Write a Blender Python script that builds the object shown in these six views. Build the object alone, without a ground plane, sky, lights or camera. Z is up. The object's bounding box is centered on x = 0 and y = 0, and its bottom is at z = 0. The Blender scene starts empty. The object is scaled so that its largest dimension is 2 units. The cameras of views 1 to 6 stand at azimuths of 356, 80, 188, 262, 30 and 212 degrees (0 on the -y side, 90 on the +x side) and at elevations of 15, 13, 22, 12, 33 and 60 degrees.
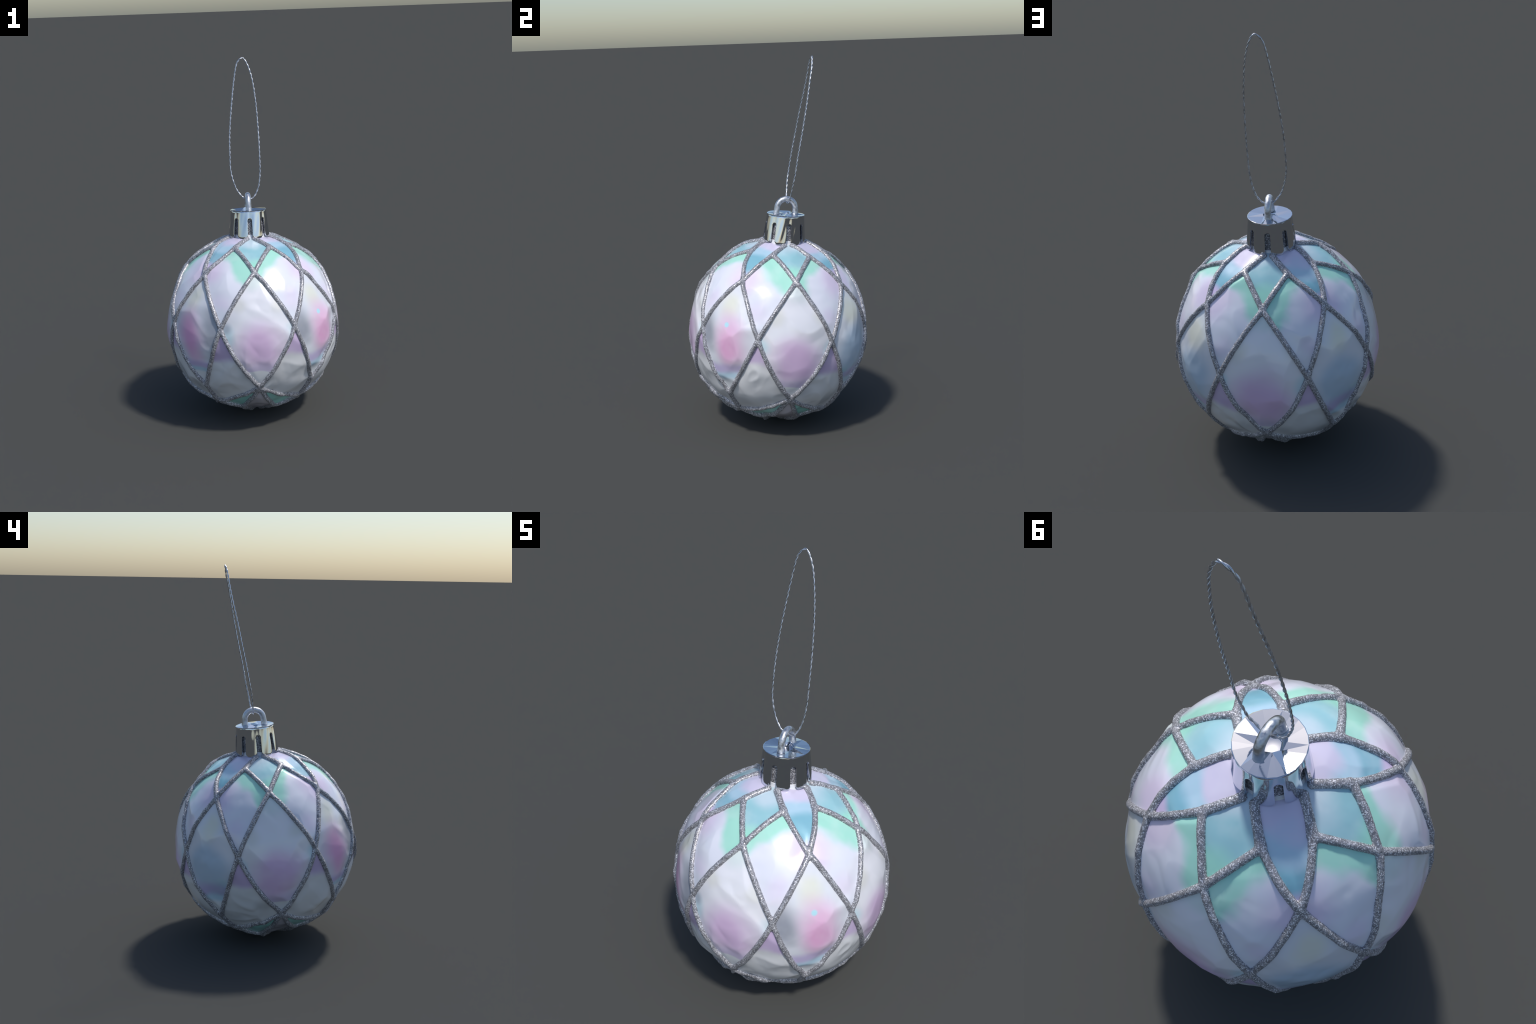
import bpy, bmesh, math, random
from mathutils import Vector, Matrix, kdtree, noise

random.seed(7)
sc = bpy.context.scene

# ------------------------------------------------------------------ frame
TILT = math.radians(5.79)                 # the whole bauble leans a little to +y
CENTRE = Vector((0.0, 0.0, 0.52))
POSE = Matrix.Translation(CENTRE) @ Matrix.Rotation(-TILT, 4, 'X')
A_GLASS, H_GLASS = 0.486, 0.513           # radius across and along the axis of the ball


def link(ob, parent=None):
    sc.collection.objects.link(ob)
    if parent is not None:
        ob.parent = parent
    return ob


def mesh_object(name, bm, mat, parent, smooth=True):
    me = bpy.data.meshes.new(name)
    bm.normal_update()
    bm.to_mesh(me)
    bm.free()
    for p in me.polygons:
        p.use_smooth = smooth
    ob = bpy.data.objects.new(name, me)
    me.materials.append(mat)
    link(ob, parent)
    return ob


def apply_modifiers(ob):
    dg = bpy.context.evaluated_depsgraph_get()
    me = bpy.data.meshes.new_from_object(ob.evaluated_get(dg))
    old = ob.data
    ob.modifiers.clear()
    ob.data = me
    me.name = old.name
    bpy.data.meshes.remove(old)


# ------------------------------------------------------------------ node helpers
def srgb(r, g, b):
    def f(c):
        c /= 255.0
        return c / 12.92 if c <= 0.04045 else ((c + 0.055) / 1.055) ** 2.4
    return (f(r), f(g), f(b), 1.0)


class Nodes:
    def __init__(self, name):
        self.mat = bpy.data.materials.new(name)
        self.mat.use_nodes = True
        self.t = self.mat.node_tree
        self.bsdf = self.t.nodes["Principled BSDF"]

    def new(self, kind, **kw):
        n = self.t.nodes.new(kind)
        for k, v in kw.items():
            setattr(n, k, v)
        return n

    def put(self, socket, value):
        if hasattr(value, "is_output"):
            self.t.links.new(value, socket)
        else:
            socket.default_value = value

    def math(self, op, a, b=0.0, c=0.0, clamp=False):
        n = self.new("ShaderNodeMath", operation=op, use_clamp=clamp)
        for s, v in zip(n.inputs, (a, b, c)):
            self.put(s, v)
        return n.outputs[0]

    def vec(self, op, a, b=None, scale=None):
        n = self.new("ShaderNodeVectorMath", operation=op)
        self.put(n.inputs[0], a)
        if b is not None:
            self.put(n.inputs[1], b)
        if scale is not None:
            self.put(n.inputs["Scale"], scale)
        return n

    def mix(self, fac, a, b, blend='MIX'):
        n = self.new("ShaderNodeMix", data_type='RGBA', blend_type=blend)
        self.put(n.inputs[0], fac)
        self.put(n.inputs[6], a)
        self.put(n.inputs[7], b)
        return n.outputs[2]

    def ramp(self, v, lo, hi, a=0.0, b=1.0):
        n = self.new("ShaderNodeMapRange", interpolation_type='SMOOTHSTEP', clamp=True)
        for i, x in enumerate((v, lo, hi, a, b)):
            self.put(n.inputs[i], x)
        return n.outputs[0]

    def noise(self, vec, scale, detail=3.0, rough=0.5):
        n = self.new("ShaderNodeTexNoise")
        self.put(n.inputs["Vector"], vec)
        n.inputs["Scale"].default_value = scale
        n.inputs["Detail"].default_value = detail
        n.inputs["Roughness"].default_value = rough
        return n


def direction(phi, lat):
    p, l = math.radians(phi), math.radians(lat)
    return Vector((math.cos(l) * math.cos(p), math.cos(l) * math.sin(p), math.sin(l)))


def pearl(name, base, layers):
    """Painted mother-of-pearl glass: soft colour layers, painted one over the other.
    ('spot', phi, lat, inner, outer, colour, amount[, stretch])  soft round patch, repeated and mirrored in all quarters
    ('half', side, phi, lat, inner, outer, colour, amount[, stretch])  the same, mirrored left-right only, on y<0 or y>0
    ('lone', phi, lat, inner, outer, colour, amount)  one patch
    ('rise', lat_a, lat_b, colour, amount)  change of colour with the height up the pane
    ('rib', (phi, lat), (phi, lat), inner, outer, colour, amount)  band that follows a lattice rib"""
    N = Nodes(name)
    tc = N.new("ShaderNodeTexCoord")
    p = tc.outputs["Object"]
    wob = N.noise(p, 4.0, 1.0)
    wob2 = N.noise(p, 6.5, 2.0).outputs[0]
    off = N.vec('SCALE', N.vec('SUBTRACT', wob.outputs["Color"], (0.5, 0.5, 0.5)).outputs[0], scale=0.27)
    d0 = N.vec('NORMALIZE', p).outputs[0]
    d = N.vec('ADD', d0, off.outputs[0]).outputs[0]
    s = N.new("ShaderNodeSeparateXYZ")
    N.put(s.inputs[0], d)
    ax, ay = N.math('ABSOLUTE', s.outputs[0]), N.math('ABSOLUTE', s.outputs[1])

    def combine(x, y):
        c = N.new("ShaderNodeCombineXYZ")
        for i, v in enumerate((x, y, s.outputs[2])):
            N.put(c.inputs[i], v)
        return c.outputs[0]
    fold = combine(N.math('MAXIMUM', ax, ay), N.math('MINIMUM', ax, ay))
    half = combine(ay, ax)
    front = N.ramp(s.outputs[1], -0.05, 0.05, 1.0, 0.0)
    back = N.ramp(s.outputs[1], -0.05, 0.05, 0.0, 1.0)

    def spot(vec, phi, lat, inner, outer, amount, stretch=1.0):
        delta = N.vec('SUBTRACT', vec, tuple(direction(phi, lat))).outputs[0]
        if stretch != 1.0:
            delta = N.vec('MULTIPLY', delta, (1.0, 1.0, stretch)).outputs[0]
        return N.ramp(N.vec('LENGTH', delta).outputs["Value"], inner, outer, amount, 0.0)

    col = srgb(*base)
    for L in layers:
        kind, q = L[0], L[1:]
        if kind == 'spot':
            m, colour = spot(fold, *q[:4], q[5], *q[6:]), q[4]
        elif kind == 'half':
            m, colour = spot(half, *q[1:5], q[6], *q[7:]), q[5]
            m = N.math('MULTIPLY', m, front if q[0] == 'front' else back)
        elif kind == 'lone':
            m, colour = spot(d0, *q[:4], q[5]), q[4]
        elif kind == 'rise':
            m, colour = N.ramp(s.outputs[2], math.sin(math.radians(q[0])), math.sin(math.radians(q[1])), 0.0, q[3]), q[2]
            if q[0] > q[1]:          # downward
                m = N.ramp(s.outputs[2], math.sin(math.radians(q[1])), math.sin(math.radians(q[0])), q[3], 0.0)
        else:
            n = direction(*q[0]).cross(direction(*q[1])).normalized()
            dist = N.math('ABSOLUTE', N.vec('DOT_PRODUCT', fold, tuple(n)).outputs["Value"])
            m, colour = N.ramp(N.math('ADD', dist, N.math('MULTIPLY_ADD', wob2, 0.30, -0.15)), q[2], q[3], q[5], 0.0), q[4]
        col = N.mix(m, col, srgb(*colour))
    cl = N.noise(p, 9.0, 3.0)                   # cloudy sheen of the nacre
    col = N.mix(N.ramp(cl.outputs[0], 0.45, 0.75, 0.0, 0.15), col, srgb(250, 250, 252))
    N.put(N.bsdf.inputs["Base Color"], col)
    N.bsdf.inputs["Metallic"].default_value = 0.05
    N.bsdf.inputs["Roughness"].default_value = 0.26
    N.bsdf.inputs["Specular IOR Level"].default_value = 0.3
    N.bsdf.inputs["Coat Weight"].default_value = 0.5
    N.bsdf.inputs["Coat Roughness"].default_value = 0.04
    return N.mat


def glitter(name, base=(164, 164, 170)):
    N = Nodes(name)
    p = N.new("ShaderNodeTexCoord").outputs["Object"]
    v = N.new("ShaderNodeTexVoronoi")
    N.put(v.inputs["Vector"], p)
    v.inputs["Scale"].default_value = 360.0
    sep = N.new("ShaderNodeSeparateColor")
    N.put(sep.inputs[0], v.outputs["Color"])
    g = N.noise(p, 60.0, 4.0, 0.7)
    dark = tuple(c * 0.78 for c in base)
    col = N.mix(N.ramp(g.outputs[0], 0.35, 0.65), srgb(*dark), srgb(*base))
    col = N.mix(N.ramp(sep.outputs[0], 0.64, 0.88, 0.0, 0.9), col, srgb(240, 240, 246))
    N.put(N.bsdf.inputs["Base Color"], col)
    N.bsdf.inputs["Metallic"].default_value = 0.35
    N.put(N.bsdf.inputs["Roughness"], N.ramp(sep.outputs[1], 0.0, 1.0, 0.3, 0.6))
    b = N.new("ShaderNodeBump")
    b.inputs["Strength"].default_value = 1.0
    b.inputs["Distance"].default_value = 0.003
    N.put(b.inputs["Height"], sep.outputs[2])
    N.put(N.bsdf.inputs["Normal"], b.outputs[0])
    return N.mat


def chrome(name, base=(205, 210, 216), rough=0.08, mottled=0.0):
    N = Nodes(name)
    p = N.new("ShaderNodeTexCoord").outputs["Object"]
    g = N.noise(p, 70.0, 3.0)
    N.put(N.bsdf.inputs["Base Color"], srgb(*base) if not mottled else N.mix(N.ramp(g.outputs[0], 0.35, 0.7), srgb(*[c * 0.9 for c in base]), srgb(*base)))
    N.bsdf.inputs["Metallic"].default_value = 1.0
    N.put(N.bsdf.inputs["Roughness"], N.ramp(g.outputs[0], 0.3, 0.7, rough, rough * 1.6 + mottled) if mottled else rough)
    if mottled:
        b = N.new("ShaderNodeBump")
        b.inputs["Strength"].default_value = 0.25
        b.inputs["Distance"].default_value = 0.002
        N.put(b.inputs["Height"], N.noise(p, 160.0, 2.0).outputs[0])
        N.put(N.bsdf.inputs["Normal"], b.outputs[0])
    return N.mat


MINT, LILAC, TEALISH = (168, 232, 212), (232, 212, 238), (126, 205, 196)
CYAN = pearl("pearl_cyan", (156, 205, 214), [
    ('rise', 63, 74, (206, 222, 234), 0.8), ('spot', 0, 44, 0.15, 0.29, MINT, 0.95)])
BLUE = pearl("pearl_blue", (134, 188, 206), [
    ('rise', 56, 62, (186, 216, 234), 0.9), ('rise', 65, 71, (220, 210, 234), 0.9),
    ('spot', 45, 42, 0.09, 0.17, (222, 200, 236), 0.9)])
UPPER = pearl("pearl_upper", (232, 234, 245), [
    ('spot', 45, 42, 0.10, 0.30, LILAC, 0.75),
    ('spot', 24, 6, 0.06, 0.24, (194, 226, 240), 0.7),
    ('rib', (26, 62.8), (0, 42.7), 0.075, 0.200, MINT, 0.92),
    ('rise', 38, 27, (232, 234, 245), 0.85), ('spot', 26, 24, 0.02, 0.16, (228, 212, 238), 0.5)])
ROSE = pearl("pearl_rose", (238, 238, 244), [
    ('spot', 0, 40, 0.05, 0.22, (216, 232, 228), 0.7),
    ('spot', 14, 22, 0.03, 0.14, (222, 222, 210), 0.5),
    ('spot', 24, 2, 0.04, 0.16, (192, 226, 236), 0.7),
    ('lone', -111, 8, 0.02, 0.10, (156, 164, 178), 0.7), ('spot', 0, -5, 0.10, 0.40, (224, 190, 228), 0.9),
    ('rise', -14, -20, (196, 182, 216), 0.6), ('rise', -21.5, -23.2, (236, 238, 240), 0.97)])
PINK = pearl("pearl_pink", (226, 229, 237), [
    ('spot', 45, 23, 0.03, 0.17, (230, 230, 204), 0.6, 0.7),
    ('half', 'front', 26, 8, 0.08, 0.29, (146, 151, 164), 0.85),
    ('half', 'front', 48, 1, 0.03, 0.28, (238, 176, 218), 0.95, 0.66),
    ('lone', -45.5, 13.3, 0.016, 0.036, (180, 234, 246), 0.9),
    ('half', 'back', 45, -2, 0.15, 0.34, (178, 202, 222), 0.8),
    ('half', 'back', 55, -20, 0.08, 0.22, TEALISH, 0.9),
    ('rise', -10, -15, (192, 176, 220), 0.75), ('rise', -16, -20, (190, 220, 234), 0.9),
    ('rise', -20.5, -24, (234, 236, 238), 0.95)])
LOWER = pearl("pearl_lower", (226, 227, 229), [
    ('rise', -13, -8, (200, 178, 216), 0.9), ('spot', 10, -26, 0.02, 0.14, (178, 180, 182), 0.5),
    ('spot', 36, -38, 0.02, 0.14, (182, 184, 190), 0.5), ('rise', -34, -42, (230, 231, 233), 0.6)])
TEAL = pearl("pearl_teal", (160, 220, 212), [
    ('spot', 0, -31, 0.05, 0.2, (186, 224, 226), 0.7), ('spot', 45, -50, 0.05, 0.22, (206, 222, 228), 0.8)])
POLE = pearl("pearl_pole", (206, 202, 212), [('spot', 45, -49, 0.05, 0.2, (194, 200, 226), 0.6)])
WHITE = pearl("pearl_white", (228, 230, 236), [])
GLITTER = glitter("silver_glitter")
NECK = glitter("silver_neck", (132, 132, 138))
CHROME = chrome("bright_chrome", (214, 218, 224), 0.045)
RING = chrome("worn_chrome", (222, 225, 230), 0.3, 0.15)
THREAD = chrome("silver_thread", (222, 225, 232), 0.22, 0.1)

# ------------------------------------------------------------------ the thing
thing = link(bpy.data.objects.new("christmas_bauble", None))
thing["label"] = "pearly glass bauble with silver glitter lattice and chrome cap"
thing["category"] = "christmas ornament"


def pose(ob):
    ob.matrix_local = POSE if ob.parent is thing else Matrix.Identity(4)


def J(a):
    return random.uniform(-a, a)


# ------------------------------------------------------------------ ball surface
FACET_COUNT = 95                             # the ball is faintly faceted, like a crumpled casting
facets = kdtree.KDTree(FACET_COUNT)
for i in range(FACET_COUNT):
    z = 1 - 2 * (i + 0.5) / FACET_COUNT
    q = i * 2.39996 + J(0.35)
    z = max(-0.99, min(0.99, z + J(0.03)))
    w = math.sqrt(1 - z * z)
    facets.insert(Vector((w * math.cos(q), w * math.sin(q), z)), i)
facets.balance()


SWELLS = [(-45, 12, 0.55, 0.0030), (185, 20, 0.38, -0.0045), (240, 5, 0.30, -0.003)]   # the ball is not quite round
SWELLS = [(direction(p, l), r, a) for p, l, r, a in SWELLS]


def lump(d):
    """Uneven glass relief: soft swells, broad flats, and crumpled dents with creases, strongest low down."""
    low = min(1.0, max(0.0, (0.1 - d.z) * 2.5))
    n = 0.0025 + noise.noise(d * 2.6 + Vector((4, 1, 7))) * 0.0035
    warp = d + 0.08 * noise.noise_vector(d * 3.0)
    rough = min(1.0, max(0.0, 0.55 + 1.6 * noise.noise(d * 2.9 + Vector((8, 2, 5)))))
    n -= abs(noise.noise(warp * 3.4 + Vector((1, 5, 3)))) * (0.008 + 0.008 * low) * rough
    n += abs(noise.noise(warp * 6.0 + Vector((3, 1, 8)))) * (0.0024 + 0.0012 * low) * rough
    f, _, _ = facets.find(d)
    flat = 0.49 / max(0.95, d.dot(f)) - 0.4945
    amount = min(0.62, max(0.12, 0.36 + 0.9 * noise.noise(d * 2.2 + Vector((6, 6, 1)))))
    for c, r, a in SWELLS:
        k = max(0.0, 1 - ((d - c).length / r) ** 2)
        n += a * k * k
    return n + flat * amount


# radius of the glass along the ribs, against latitude
PROFILE = [(-90, 0.498), (-75, 0.490), (-58, 0.4885), (-48, 0.4920), (-32, 0.4910), (-12, 0.4845), (7, 0.4815), (25, 0.4855),
           (41, 0.4915), (52, 0.4965), (63, 0.5005), (75, 0.5035), (90, 0.505)]


def radius_at(lat):
    for (a, ra), (b, rb) in zip(PROFILE, PROFILE[1:]):
        if lat <= b:
            t = (lat - a) / (b - a)
            t = t * t * (3 - 2 * t) * 0.5 + t * 0.5
            return ra + (rb - ra) * t
    return PROFILE[-1][1]


def surface(d, lift=0.0):
    d = d.normalized()
    return d * (radius_at(math.degrees(math.asin(max(-1, min(1, d.z))))) + lump(d) + lift)


# lattice nodes, as parametric latitude on the spheroid and azimuth; k counts the quarters
def node(phi, lat):
    p, l = math.radians(phi), math.radians(lat)
    return Vector((A_GLASS * math.cos(l) * math.cos(p), A_GLASS * math.cos(l) * math.sin(p), H_GLASS * math.sin(l))).normalized()



C, B, E, V, H, T, Y, Q, TOP, TIP, CREST = ({} for _ in range(11))
for k in range(4):
    a = -90 + 90 * k
    C[k] = node(a + J(.4), (42.2, 42.7, 43.2, 43.5)[k])
    B[k] = node(a + 45 + J(.5), (40.4, 39.8, 40.7, 39.8)[k])
    V[k] = node(a + J(.5), (-31.2, -30.4, -30, -32)[k])
    H[k] = node(a + 45 + (-.7, -.3, -.8, 1.4)[k], (-32.2, -30, -33.5, -32.1)[k])
    T[k] = node(a + 45 + (.4, .8, 1.5, 1.5)[k], (-48.9, -47.7, -47.6, -48.6)[k])
    for s in (-1, 1):
        E[k, s] = node(a + 24 * s + J(.3), 7.2 + J(.3))
        Y[k, s] = node(a + s * 26.2 + J(.9), 62.8 + J(.5))
        turn = s * 9 + J(1.2)
        TOP[k, s] = node(a + turn, 76.2)
        CREST[k, s] = node(a + turn, 81)
        Q[k, s] = node(a + s * 22 + J(1), -59.5 + J(.6))
        TIP[k, s] = node(a + s * 22, -84)


def arc(a, b, t):
    w = a.angle(b)
    if w < 1e-6:
        return a.copy()
    return (a * math.sin((1 - t) * w) + b * math.sin(t * w)) / math.sin(w)


BOW = {}                                     # ribs that bend: sideways shift of their middle


def bow(a, b, away, amount):
    """Bend the rib a-b so that its middle moves away from the direction `away`."""
    n = a.cross(b).normalized()
    if n.dot(away) > 0:
        n = -n
    BOW[tuple(a), tuple(b)] = BOW[tuple(b), tuple(a)] = n * amount


def rib(a, b, t):
    d = arc(a, b, t)
    n = BOW.get((tuple(a), tuple(b)))
    return (d + n * math.sin(math.pi * min(1, max(0, t)))).normalized() if n else d


for k in range(4):
    for s in (-1, 1):
        kb = k if s > 0 else (k - 1) % 4
        bow(Y[k, s], B[kb], node(-45 + 90 * kb, 52), 0.014)
        bow(TOP[k, s], Y[k, s], node(-45 + 90 * kb, 70), 0.003)
        bow(E[k, s], V[k], C[k], 0.014)
        bow(E[k, s], H[kb], B[kb], 0.008)
        bow(V[k], T[kb], node(-90 + 90 * k + 23 * s, -70), 0.006)


def side(*pts):
    """A pane edge running through the given directions, as a function of t in 0..1."""
    def f(t):
        n = len(pts) - 1
        i = min(int(t * n), n - 1)
        return rib(pts[i], pts[i + 1], t * n - i)
    return f


def pane(mat, bottom, top, left, right, n=36, pillow=0.004):
    """Four-sided panel spanned by its edges (Coons patch), laid on the ball."""
    bm = bmesh.new()
    rows = []
    for j in range(n + 1):
        v = j / n
        row = []
        for i in range(n + 1):
            u = i / n
            p = bottom(u) * (1 - v) + top(u) * v + left(v) * (1 - u) + right(v) * u
            p -= (bottom(0) * (1 - u) + bottom(1) * u) * (1 - v) + (top(0) * (1 - u) + top(1) * u) * v
            row.append(bm.verts.new(surface(p, pillow * (math.sin(math.pi * u) * math.sin(math.pi * v)) ** 0.75)))
        rows.append(row)
    for j in range(n):
        for i in range(n):
            try:
                bm.faces.new((rows[j][i], rows[j][i + 1], rows[j + 1][i + 1], rows[j + 1][i]))
            except ValueError:
                pass
    bmesh.ops.remove_doubles(bm, verts=bm.verts, dist=1e-5)
    bmesh.ops.recalc_face_normals(bm, faces=bm.faces)
    if sum((f.calc_center_median().dot(f.normal) for f in bm.faces)) < 0:
        bmesh.ops.reverse_faces(bm, faces=bm.faces)
    ob = mesh_object("pane", bm, mat, ball)
    m = ob.modifiers.new("thickness", 'SOLIDIFY')
    m.thickness, m.offset = 0.005, -1.0
    return ob


# white glass body under the painted panes, with the little shoulder that carries the neck
bm = bmesh.new()
bmesh.ops.create_uvsphere(bm, u_segments=96, v_segments=64, radius=1.0)
for v in bm.verts:
    v.co = surface(v.co, -0.004)
ball = mesh_object("glass_ball", bm, WHITE, thing)
pose(ball)

north, south = Vector((0, 0, 1)), Vector((0, 0, -1))
for k in range(4):
    k2 = (k + 1) % 4
    pane(CYAN, side(Y[k, -1], C[k], Y[k, 1]), side(CREST[k, -1], CREST[k, 1]), side(Y[k, -1], TOP[k, -1], CREST[k, -1]), side(Y[k, 1], TOP[k, 1], CREST[k, 1]), 36, 0.001)
    pane(BLUE, side(Y[k, 1], B[k], Y[k2, -1]), side(CREST[k, 1], CREST[k2, -1]), side(Y[k, 1], TOP[k, 1], CREST[k, 1]), side(Y[k2, -1], TOP[k2, -1], CREST[k2, -1]), 36, 0.001)
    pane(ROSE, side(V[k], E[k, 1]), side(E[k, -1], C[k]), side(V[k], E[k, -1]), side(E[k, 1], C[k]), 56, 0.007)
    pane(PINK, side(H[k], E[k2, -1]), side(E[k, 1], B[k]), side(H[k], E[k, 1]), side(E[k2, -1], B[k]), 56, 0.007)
    pane(POLE, side(south, Q[k, 1]), side(Q[k, -1], V[k]), side(south, Q[k, -1]), side(Q[k, 1], V[k]), 30, 0.0)
    pane(POLE, side(south, Q[k2, -1]), side(Q[k, 1], T[k]), side(south, Q[k, 1]), side(Q[k2, -1], T[k]), 30, 0.0)
    for s in (-1, 1):
        b, h, t = (B[k], H[k], T[k]) if s > 0 else (B[k - 1 if k else 3], H[k - 1 if k else 3], T[k - 1 if k else 3])
        pane(UPPER, side(E[k, s], b), side(C[k], Y[k, s]), side(E[k, s], C[k]), side(b, Y[k, s]), 48)
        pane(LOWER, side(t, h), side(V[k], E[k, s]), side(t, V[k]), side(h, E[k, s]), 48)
        first, second = (lambda u, a=V[k], b=t: rib(a, b, u * 0.5)), (lambda u, a=V[k], b=t: rib(a, b, 1 - u * 0.5))
        pane(TEAL, side(Q[k, s], t), first, side(Q[k, s], V[k]), second, 30, 0.001)

# ------------------------------------------------------------------ glitter lattice
seams = []
for k in range(4):
    k2 = (k + 1) % 4
    seams.append((H[k], T[k], 1.15, 1.0))
    for s in (-1, 1):
        kb = k if s > 0 else (k - 1) % 4
        seams += [(TOP[k, s], Y[k, s], 1.05, 1.2), (Y[k, s], C[k], 1.05, 1), (Y[k, s], B[kb], 1, 1),
                  (C[k], E[k, s], 1, .95), (B[kb], E[k, s], 1, .95), (E[k, s], V[k], .95, 1.05),
                  (E[k, s], H[kb], .95, 1.05), (V[k], T[kb], 1, 1), (V[k], Q[k, s], 1, 1),
                  (T[kb], Q[k, s], 1, 1), (Q[k, s], TIP[k, s], 1, 1)]
HALF, RISE, SINK = 0.0134, 0.0158, 0.008
bm = bmesh.new()
for a, b, wa, wb in seams:
    length = a.angle(b) * 0.5
    n = max(4, int(length / 0.008))
    rings = []
    for i in range(-1, n + 2):
        t = i / n
        d = rib(a, b, t)
        ahead = rib(a, b, t + 0.01) - rib(a, b, t - 0.01)
        ahead.normalize()
        across = d.cross(ahead).normalized()
        wobble = 1 + 0.10 * noise.noise(d * 14.0 + Vector((9, 3, 1)))
        ends = max(0.0, 1 - min(t, 1 - t) * length / 0.035)
        w = HALF * (wa + (wb - wa) * t) * wobble * (1 + 0.16 * ends)
        h = RISE * (0.95 + 0.25 * noise.noise(d * 11.0)) * (1 + 0.22 * min(1.0, max(0.0, (-0.60 - d.z) * 6)) * min(1.0, max(0.4, (d.z + 1.0) * 12))) 
        p = surface(d)
        if i in (-1, n + 1):
            w *= 0.6
            h *= 0.6
        ring = []
        for j in range(12):
            q = 2 * math.pi * j / 12
            up = math.sin(q)
            ring.append(bm.verts.new(p + across * (w * math.cos(q)) + d * (h if up > 0 else SINK) * up))
        rings.append(ring)
    for r0, r1 in zip(rings, rings[1:]):
        for j in range(12):
            bm.faces.new((r0[j], r0[(j + 1) % 12], r1[(j + 1) % 12], r1[j]))
    bm.faces.new(rings[0][::-1])
    bm.faces.new(rings[-1])
bmesh.ops.recalc_face_normals(bm, faces=bm.faces)
lattice = mesh_object("glitter_lattice", bm, GLITTER, ball)
m = lattice.modifiers.new("weld", 'REMESH')
m.mode, m.voxel_size = 'VOXEL', 0.0032
m = lattice.modifiers.new("soften", 'SMOOTH')
m.factor, m.iterations = 0.5, 3
apply_modifiers(lattice)
me = lattice.data
for v in me.vertices:                       # grainy glitter crust
    d = v.co.normalized()
    v.co += d * (0.0011 * noise.noise(v.co * 130.0) + 0.0007 * noise.noise(v.co * 260.0))
for p in me.polygons:
    p.use_smooth = True

# ------------------------------------------------------------------ neck and cap
def lathe(name, profile, mat, parent, n=64):
    bm = bmesh.new()
    rings = [[bm.verts.new((r * math.cos(2 * math.pi * i / n), r * math.sin(2 * math.pi * i / n), z)) for i in range(n)] for r, z in profile]
    for r0, r1 in zip(rings, rings[1:]):
        for i in range(n):
            bm.faces.new((r0[i], r0[(i + 1) % n], r1[(i + 1) % n], r1[i]))
    bm.faces.new(rings[-1])
    bmesh.ops.recalc_face_normals(bm, faces=bm.faces)
    return mesh_object(name, bm, mat, parent)


neck = lathe("neck", [(0.118, 0.470), (0.112, 0.482), (0.099, 0.492), (0.0955, 0.505), (0.0935, 0.54), (0.090, 0.60), (0.086, 0.625)], NECK, thing)
pose(neck)
collar = lathe("collar", [(0.125, 0.460), (0.116, 0.484), (0.101, 0.495), (0.097, 0.508), (0.0955, 0.514)], WHITE, neck)

# skirt of the cap: upper band and eight tabs with rounded slots between them
R_TOP, R_LOW, Z_TOP, Z_SLOT, Z_LOW = 0.0982, 0.1135, 0.644, 0.595, 0.496
SLOT = math.radians(6.9)


def skirt_point(th, z):
    t = (Z_TOP - z) / (Z_TOP - Z_LOW)
    r = R_TOP + (R_LOW - R_TOP) * t ** 1.2
    k = round((th - math.pi / 8) / (math.pi / 4))
    x = (th - math.pi / 8 - k * math.pi / 4) / (math.pi / 8)
    r += (0.0040 + 0.0012 * math.sin(math.pi * t) - 0.0008 * t) * (1 - x * x)
    r += 0.0011 * math.sin(3.0 * t + 7.5 * x + 1.7 * k) * math.sin(math.pi * t) * (1 - x ** 4) 
    return (r * math.cos(th), r * math.sin(th), z)


bm = bmesh.new()
for k in range(8):
    base = k * math.pi / 4
    slot_angles = [base + SLOT * s for s in (-1, -.8, -.4, 0, .4, .8, 1)]
    tab_angles = [base + SLOT + (math.pi / 4 - 2 * SLOT) * i / 14 for i in range(15)]

    def strip(angles, low, high, rows):
        cols = [[bm.verts.new(skirt_point(a, low(a) + (high - low(a)) * j / rows)) for j in range(rows + 1)] for a in angles]
        for c0, c1 in zip(cols, cols[1:]):
            for j in range(rows):
                bm.faces.new((c0[j], c1[j], c1[j + 1], c0[j + 1]))

    strip(slot_angles, lambda a: Z_SLOT + 0.008 * math.sqrt(max(0, 1 - ((a - base) / SLOT) ** 2)), Z_TOP, 6)
    strip(tab_angles, lambda a: Z_SLOT, Z_TOP, 6)

    def tab_low(a):
        x = abs((a - base - math.pi / 8) / (math.pi / 8 - SLOT))
        return Z_LOW + (0.012 * ((x - 0.6) / 0.4) ** 2 if x > 0.6 else 0.0)
    strip(tab_angles, tab_low, Z_SLOT, 10)
bmesh.ops.remove_doubles(bm, verts=bm.verts, dist=1e-5)
bmesh.ops.recalc_face_normals(bm, faces=bm.faces)
cap = mesh_object("cap", bm, CHROME, thing)
pose(cap)
m = cap.modifiers.new("sheet", 'SOLIDIFY')
m.thickness, m.offset = 0.008, -1.0
m = cap.modifiers.new("edge", 'BEVEL')
m.width, m.segments, m.limit_method, m.angle_limit = 0.0016, 2, 'ANGLE', math.radians(50)
apply_modifiers(cap)

# lid: faceted round plate, slightly dented, with a pit in the middle
NL = 24
HOLE = 0.033
bm = bmesh.new()


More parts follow.
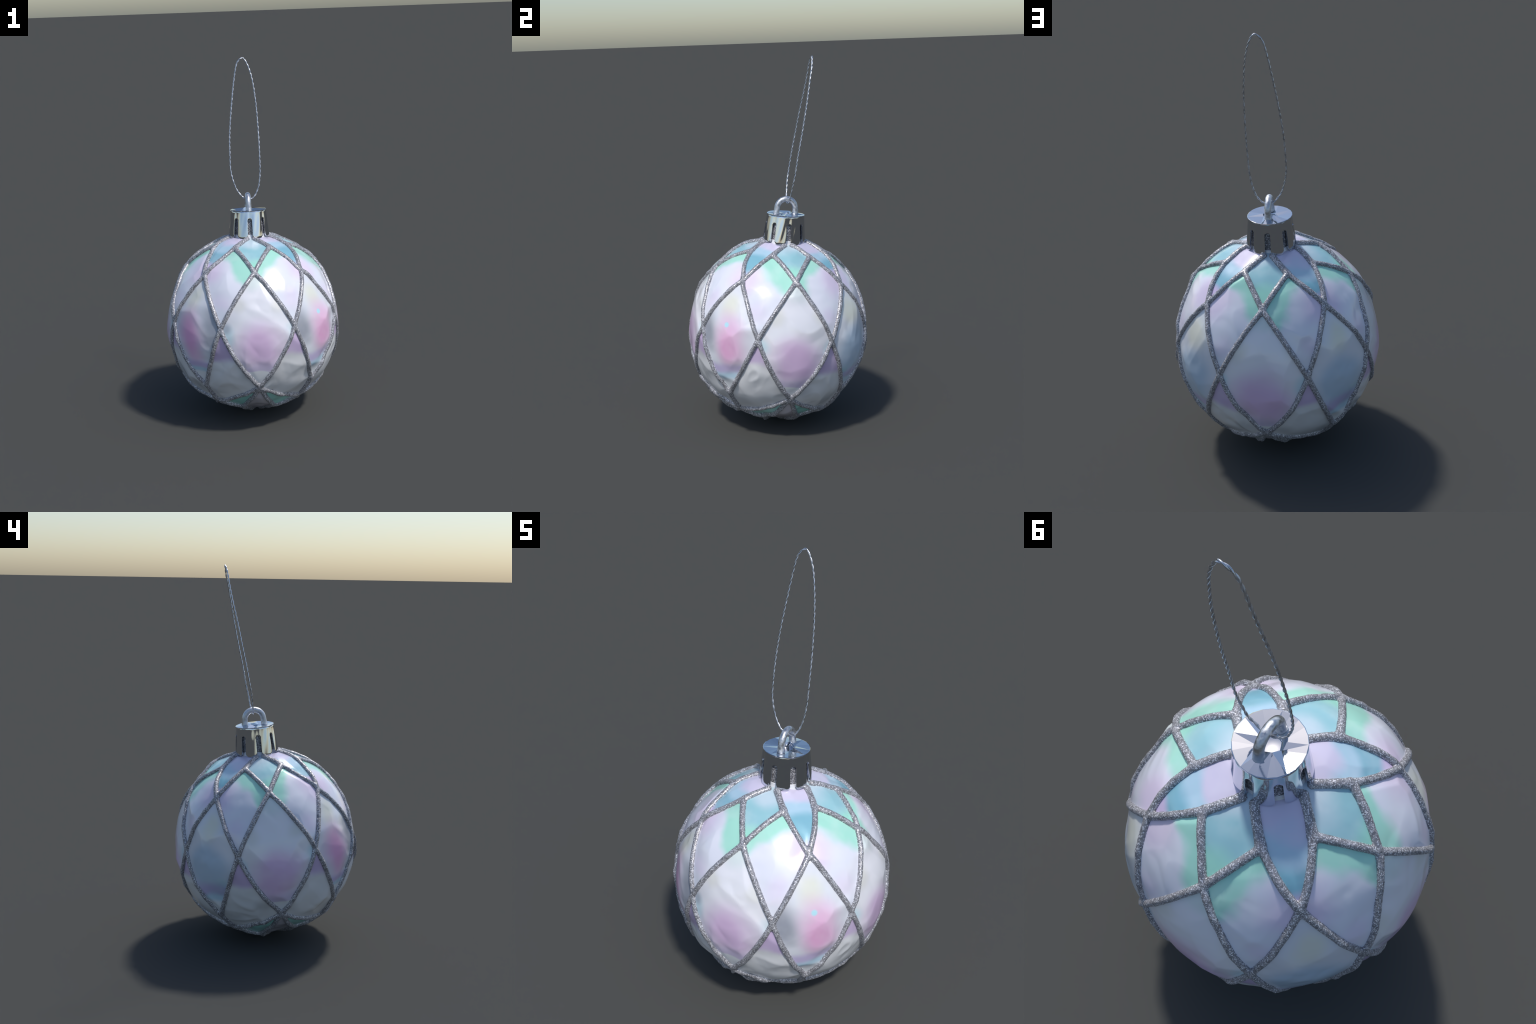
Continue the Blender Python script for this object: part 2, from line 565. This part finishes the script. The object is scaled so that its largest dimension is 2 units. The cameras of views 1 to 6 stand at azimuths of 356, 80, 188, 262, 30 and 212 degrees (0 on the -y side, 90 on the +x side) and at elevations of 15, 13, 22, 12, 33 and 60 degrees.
def ring_of(r, z, n, rag=0.0, rz=0.0):
    return [bm.verts.new(((r + J(rag)) * math.cos(2 * math.pi * i / n), (r + J(rag)) * math.sin(2 * math.pi * i / n), z + J(rz))) for i in range(n)]


under = ring_of(0.1005, 0.6395, NL)
edge_low = ring_of(0.1026, 0.6435, NL, 0.0004)
edge_high = ring_of(0.1030, 0.6470, NL, 0.0004)
bevel = ring_of(0.1009, 0.6480, NL, 0.0008)
for i, v in enumerate(bevel):
    v.co.z += 0.00025 * math.sin(i * 2.3) + 0.0006 * math.sin(i * 0.9)
HN = 8
inner = ring_of(HOLE, 0.6478, HN, 0.003)
for v, dent in zip(inner, (0.005, 0.001, 0.010, 0.008, -0.006, -0.003, -0.008, -0.005)):
    v.co.z += dent
pit_wall = ring_of(HOLE - 0.002, 0.640, HN, 0.001)
pit_low = ring_of(HOLE - 0.008, 0.618, HN, 0.001)
for r0, r1 in ((under, edge_low), (edge_low, edge_high), (edge_high, bevel), (inner, pit_wall), (pit_wall, pit_low)):
    n = len(r0)
    for i in range(n):
        bm.faces.new((r0[i], r0[(i + 1) % n], r1[(i + 1) % n], r1[i]))
for i in range(HN):
    o = [bevel[(3 * i + j) % NL] for j in range(4)]
    a, b = inner[i], inner[(i + 1) % HN]
    bm.faces.new((o[0], o[1], a))
    bm.faces.new((o[1], o[2], a) if i % 3 else (o[1], b, a))
    bm.faces.new((o[2], b, a) if i % 3 else (o[1], o[2], b))
    bm.faces.new((o[2], o[3], b))
bm.faces.new(pit_low)
bm.faces.new(under[::-1])
bmesh.ops.recalc_face_normals(bm, faces=bm.faces)
for loop_ring in (edge_low, edge_high, inner, pit_low):
    for v0, v1 in zip(loop_ring, loop_ring[1:] + loop_ring[:1]):
        e = bm.edges.get((v0, v1))
        if e:
            e.smooth = False
lid = mesh_object("lid", bm, CHROME, cap)
for p in lid.data.polygons:                 # the dented top is plain flat facets
    if p.normal.z > 0.8 and p.center.z > 0.63:
        p.use_smooth = False
floor = lathe("pit_floor", [(0.0245, 0.620), (0.0245, 0.6235), (0.018, 0.6245)], NECK, cap, 24)


def tube(name, path, radius, mat, parent, sides=10, closed=False, squash=1.0):
    bm = bmesh.new()
    n = len(path)
    rings = []
    normal = None
    for i, p in enumerate(path):
        a = path[(i + 1) % n] if closed or i + 1 < n else p
        b = path[i - 1] if closed or i > 0 else p
        t = (a - b).normalized()
        if normal is None:
            normal = t.orthogonal()
        normal = (normal - t * normal.dot(t)).normalized()
        bi = t.cross(normal)
        rad = radius(i, n) if callable(radius) else radius
        rings.append([bm.verts.new(p + rad * (normal * math.cos(2 * math.pi * j / sides) + bi * (squash * math.sin(2 * math.pi * j / sides)))) for j in range(sides)])
    pairs = list(zip(rings, rings[1:])) + ([(rings[-1], rings[0])] if closed else [])
    for r0, r1 in pairs:
        for j in range(sides):
            bm.faces.new((r0[j], r0[(j + 1) % sides], r1[(j + 1) % sides], r1[j]))
    if not closed:
        bm.faces.new(rings[0][::-1])
        bm.faces.new(rings[-1])
    bmesh.ops.recalc_face_normals(bm, faces=bm.faces)
    return mesh_object(name, bm, mat, parent)


# hanging ring: an upright arch in the y-z plane, standing on the lid
path = []
ARCH, SPRING = 0.0500, 0.678
for z in (0.640, 0.650, 0.660, 0.670):
    path.append(Vector((0, -ARCH - 0.001 - 0.05 * (SPRING - z), z)))
for i in range(17):
    q = math.pi * (1 - i / 16)
    path.append(Vector((0, ARCH * math.cos(q), SPRING + 0.0505 * math.sin(q))))
for z in (0.670, 0.660, 0.650, 0.640):
    path.append(Vector((0, ARCH + 0.001 + 0.05 * (SPRING - z), z)))
ring = tube("hanging_ring", path, lambda i, n: 0.0172 * (1 + 0.22 * max(0.0, 1 - min(i, n - 1 - i) / 2.5)), RING, cap, 8)
m = ring.modifiers.new("round", 'SUBSURF')
m.levels = m.render_levels = 1
apply_modifiers(ring)

# ------------------------------------------------------------------ twisted hanging thread
LOOP = [(-0.0, 0.0028, 0.7067), (0.0205, 0.0045, 0.7077), (0.0375, 0.0016, 0.718), (0.056, 0.0078, 0.7491), (0.0692, 0.0104, 0.7935),
        (0.0767, 0.0185, 0.8614), (0.0785, 0.0268, 0.9648), (0.0773, 0.0396, 1.0791), (0.0712, 0.0547, 1.2326), (0.0588, 0.0651, 1.3519),
        (0.0419, 0.0747, 1.4298), (0.0206, 0.079, 1.4787), (0.0047, 0.0805, 1.4915), (-0.0149, 0.0776, 1.4777), (-0.0306, 0.0743, 1.4459),
        (-0.0493, 0.0686, 1.3507), (-0.072, 0.0496, 1.1874), (-0.0846, 0.0377, 1.0686), (-0.0886, 0.0265, 0.9724), (-0.0889, 0.0176, 0.8746),
        (-0.0776, 0.0112, 0.8119), (-0.0593, 0.0087, 0.7595), (-0.0324, 0.0049, 0.722), (-0.0157, 0.0051, 0.7106)]
pts = [Vector(p) for p in LOOP]
fine = []
for i in range(len(pts)):
    p0, p1, p2, p3 = (pts[(i + j - 1) % len(pts)] for j in range(4))
    steps = max(2, int((p2 - p1).length / 0.002))
    for s in range(steps):
        t = s / steps
        fine.append(0.5 * ((2 * p1) + (p2 - p0) * t + (2 * p0 - 5 * p1 + 4 * p2 - p3) * t * t + (3 * p1 - p0 - 3 * p2 + p3) * t ** 3))
total = sum((fine[i] - fine[i - 1]).length for i in range(len(fine)))
turns = round(total / 0.054)
thread = None
for strand in range(2):
    run, twisted = 0.0, []
    for i, p in enumerate(fine):
        t = (fine[(i + 1) % len(fine)] - fine[i - 1]).normalized()
        u = t.cross(Vector((0, 1, 0))).normalized()
        w = t.cross(u)
        q = 2 * math.pi * turns * run / total + math.pi * strand
        twisted.append(p + 0.0020 * (u * math.cos(q) + w * math.sin(q)))
        run += (fine[(i + 1) % len(fine)] - p).length
    ob = tube("hanging_thread" if strand == 0 else "strand", twisted, 0.0024, THREAD, thing if strand == 0 else thread, 8, True)
    if strand == 0:
        thread = ob
        pose(thread)
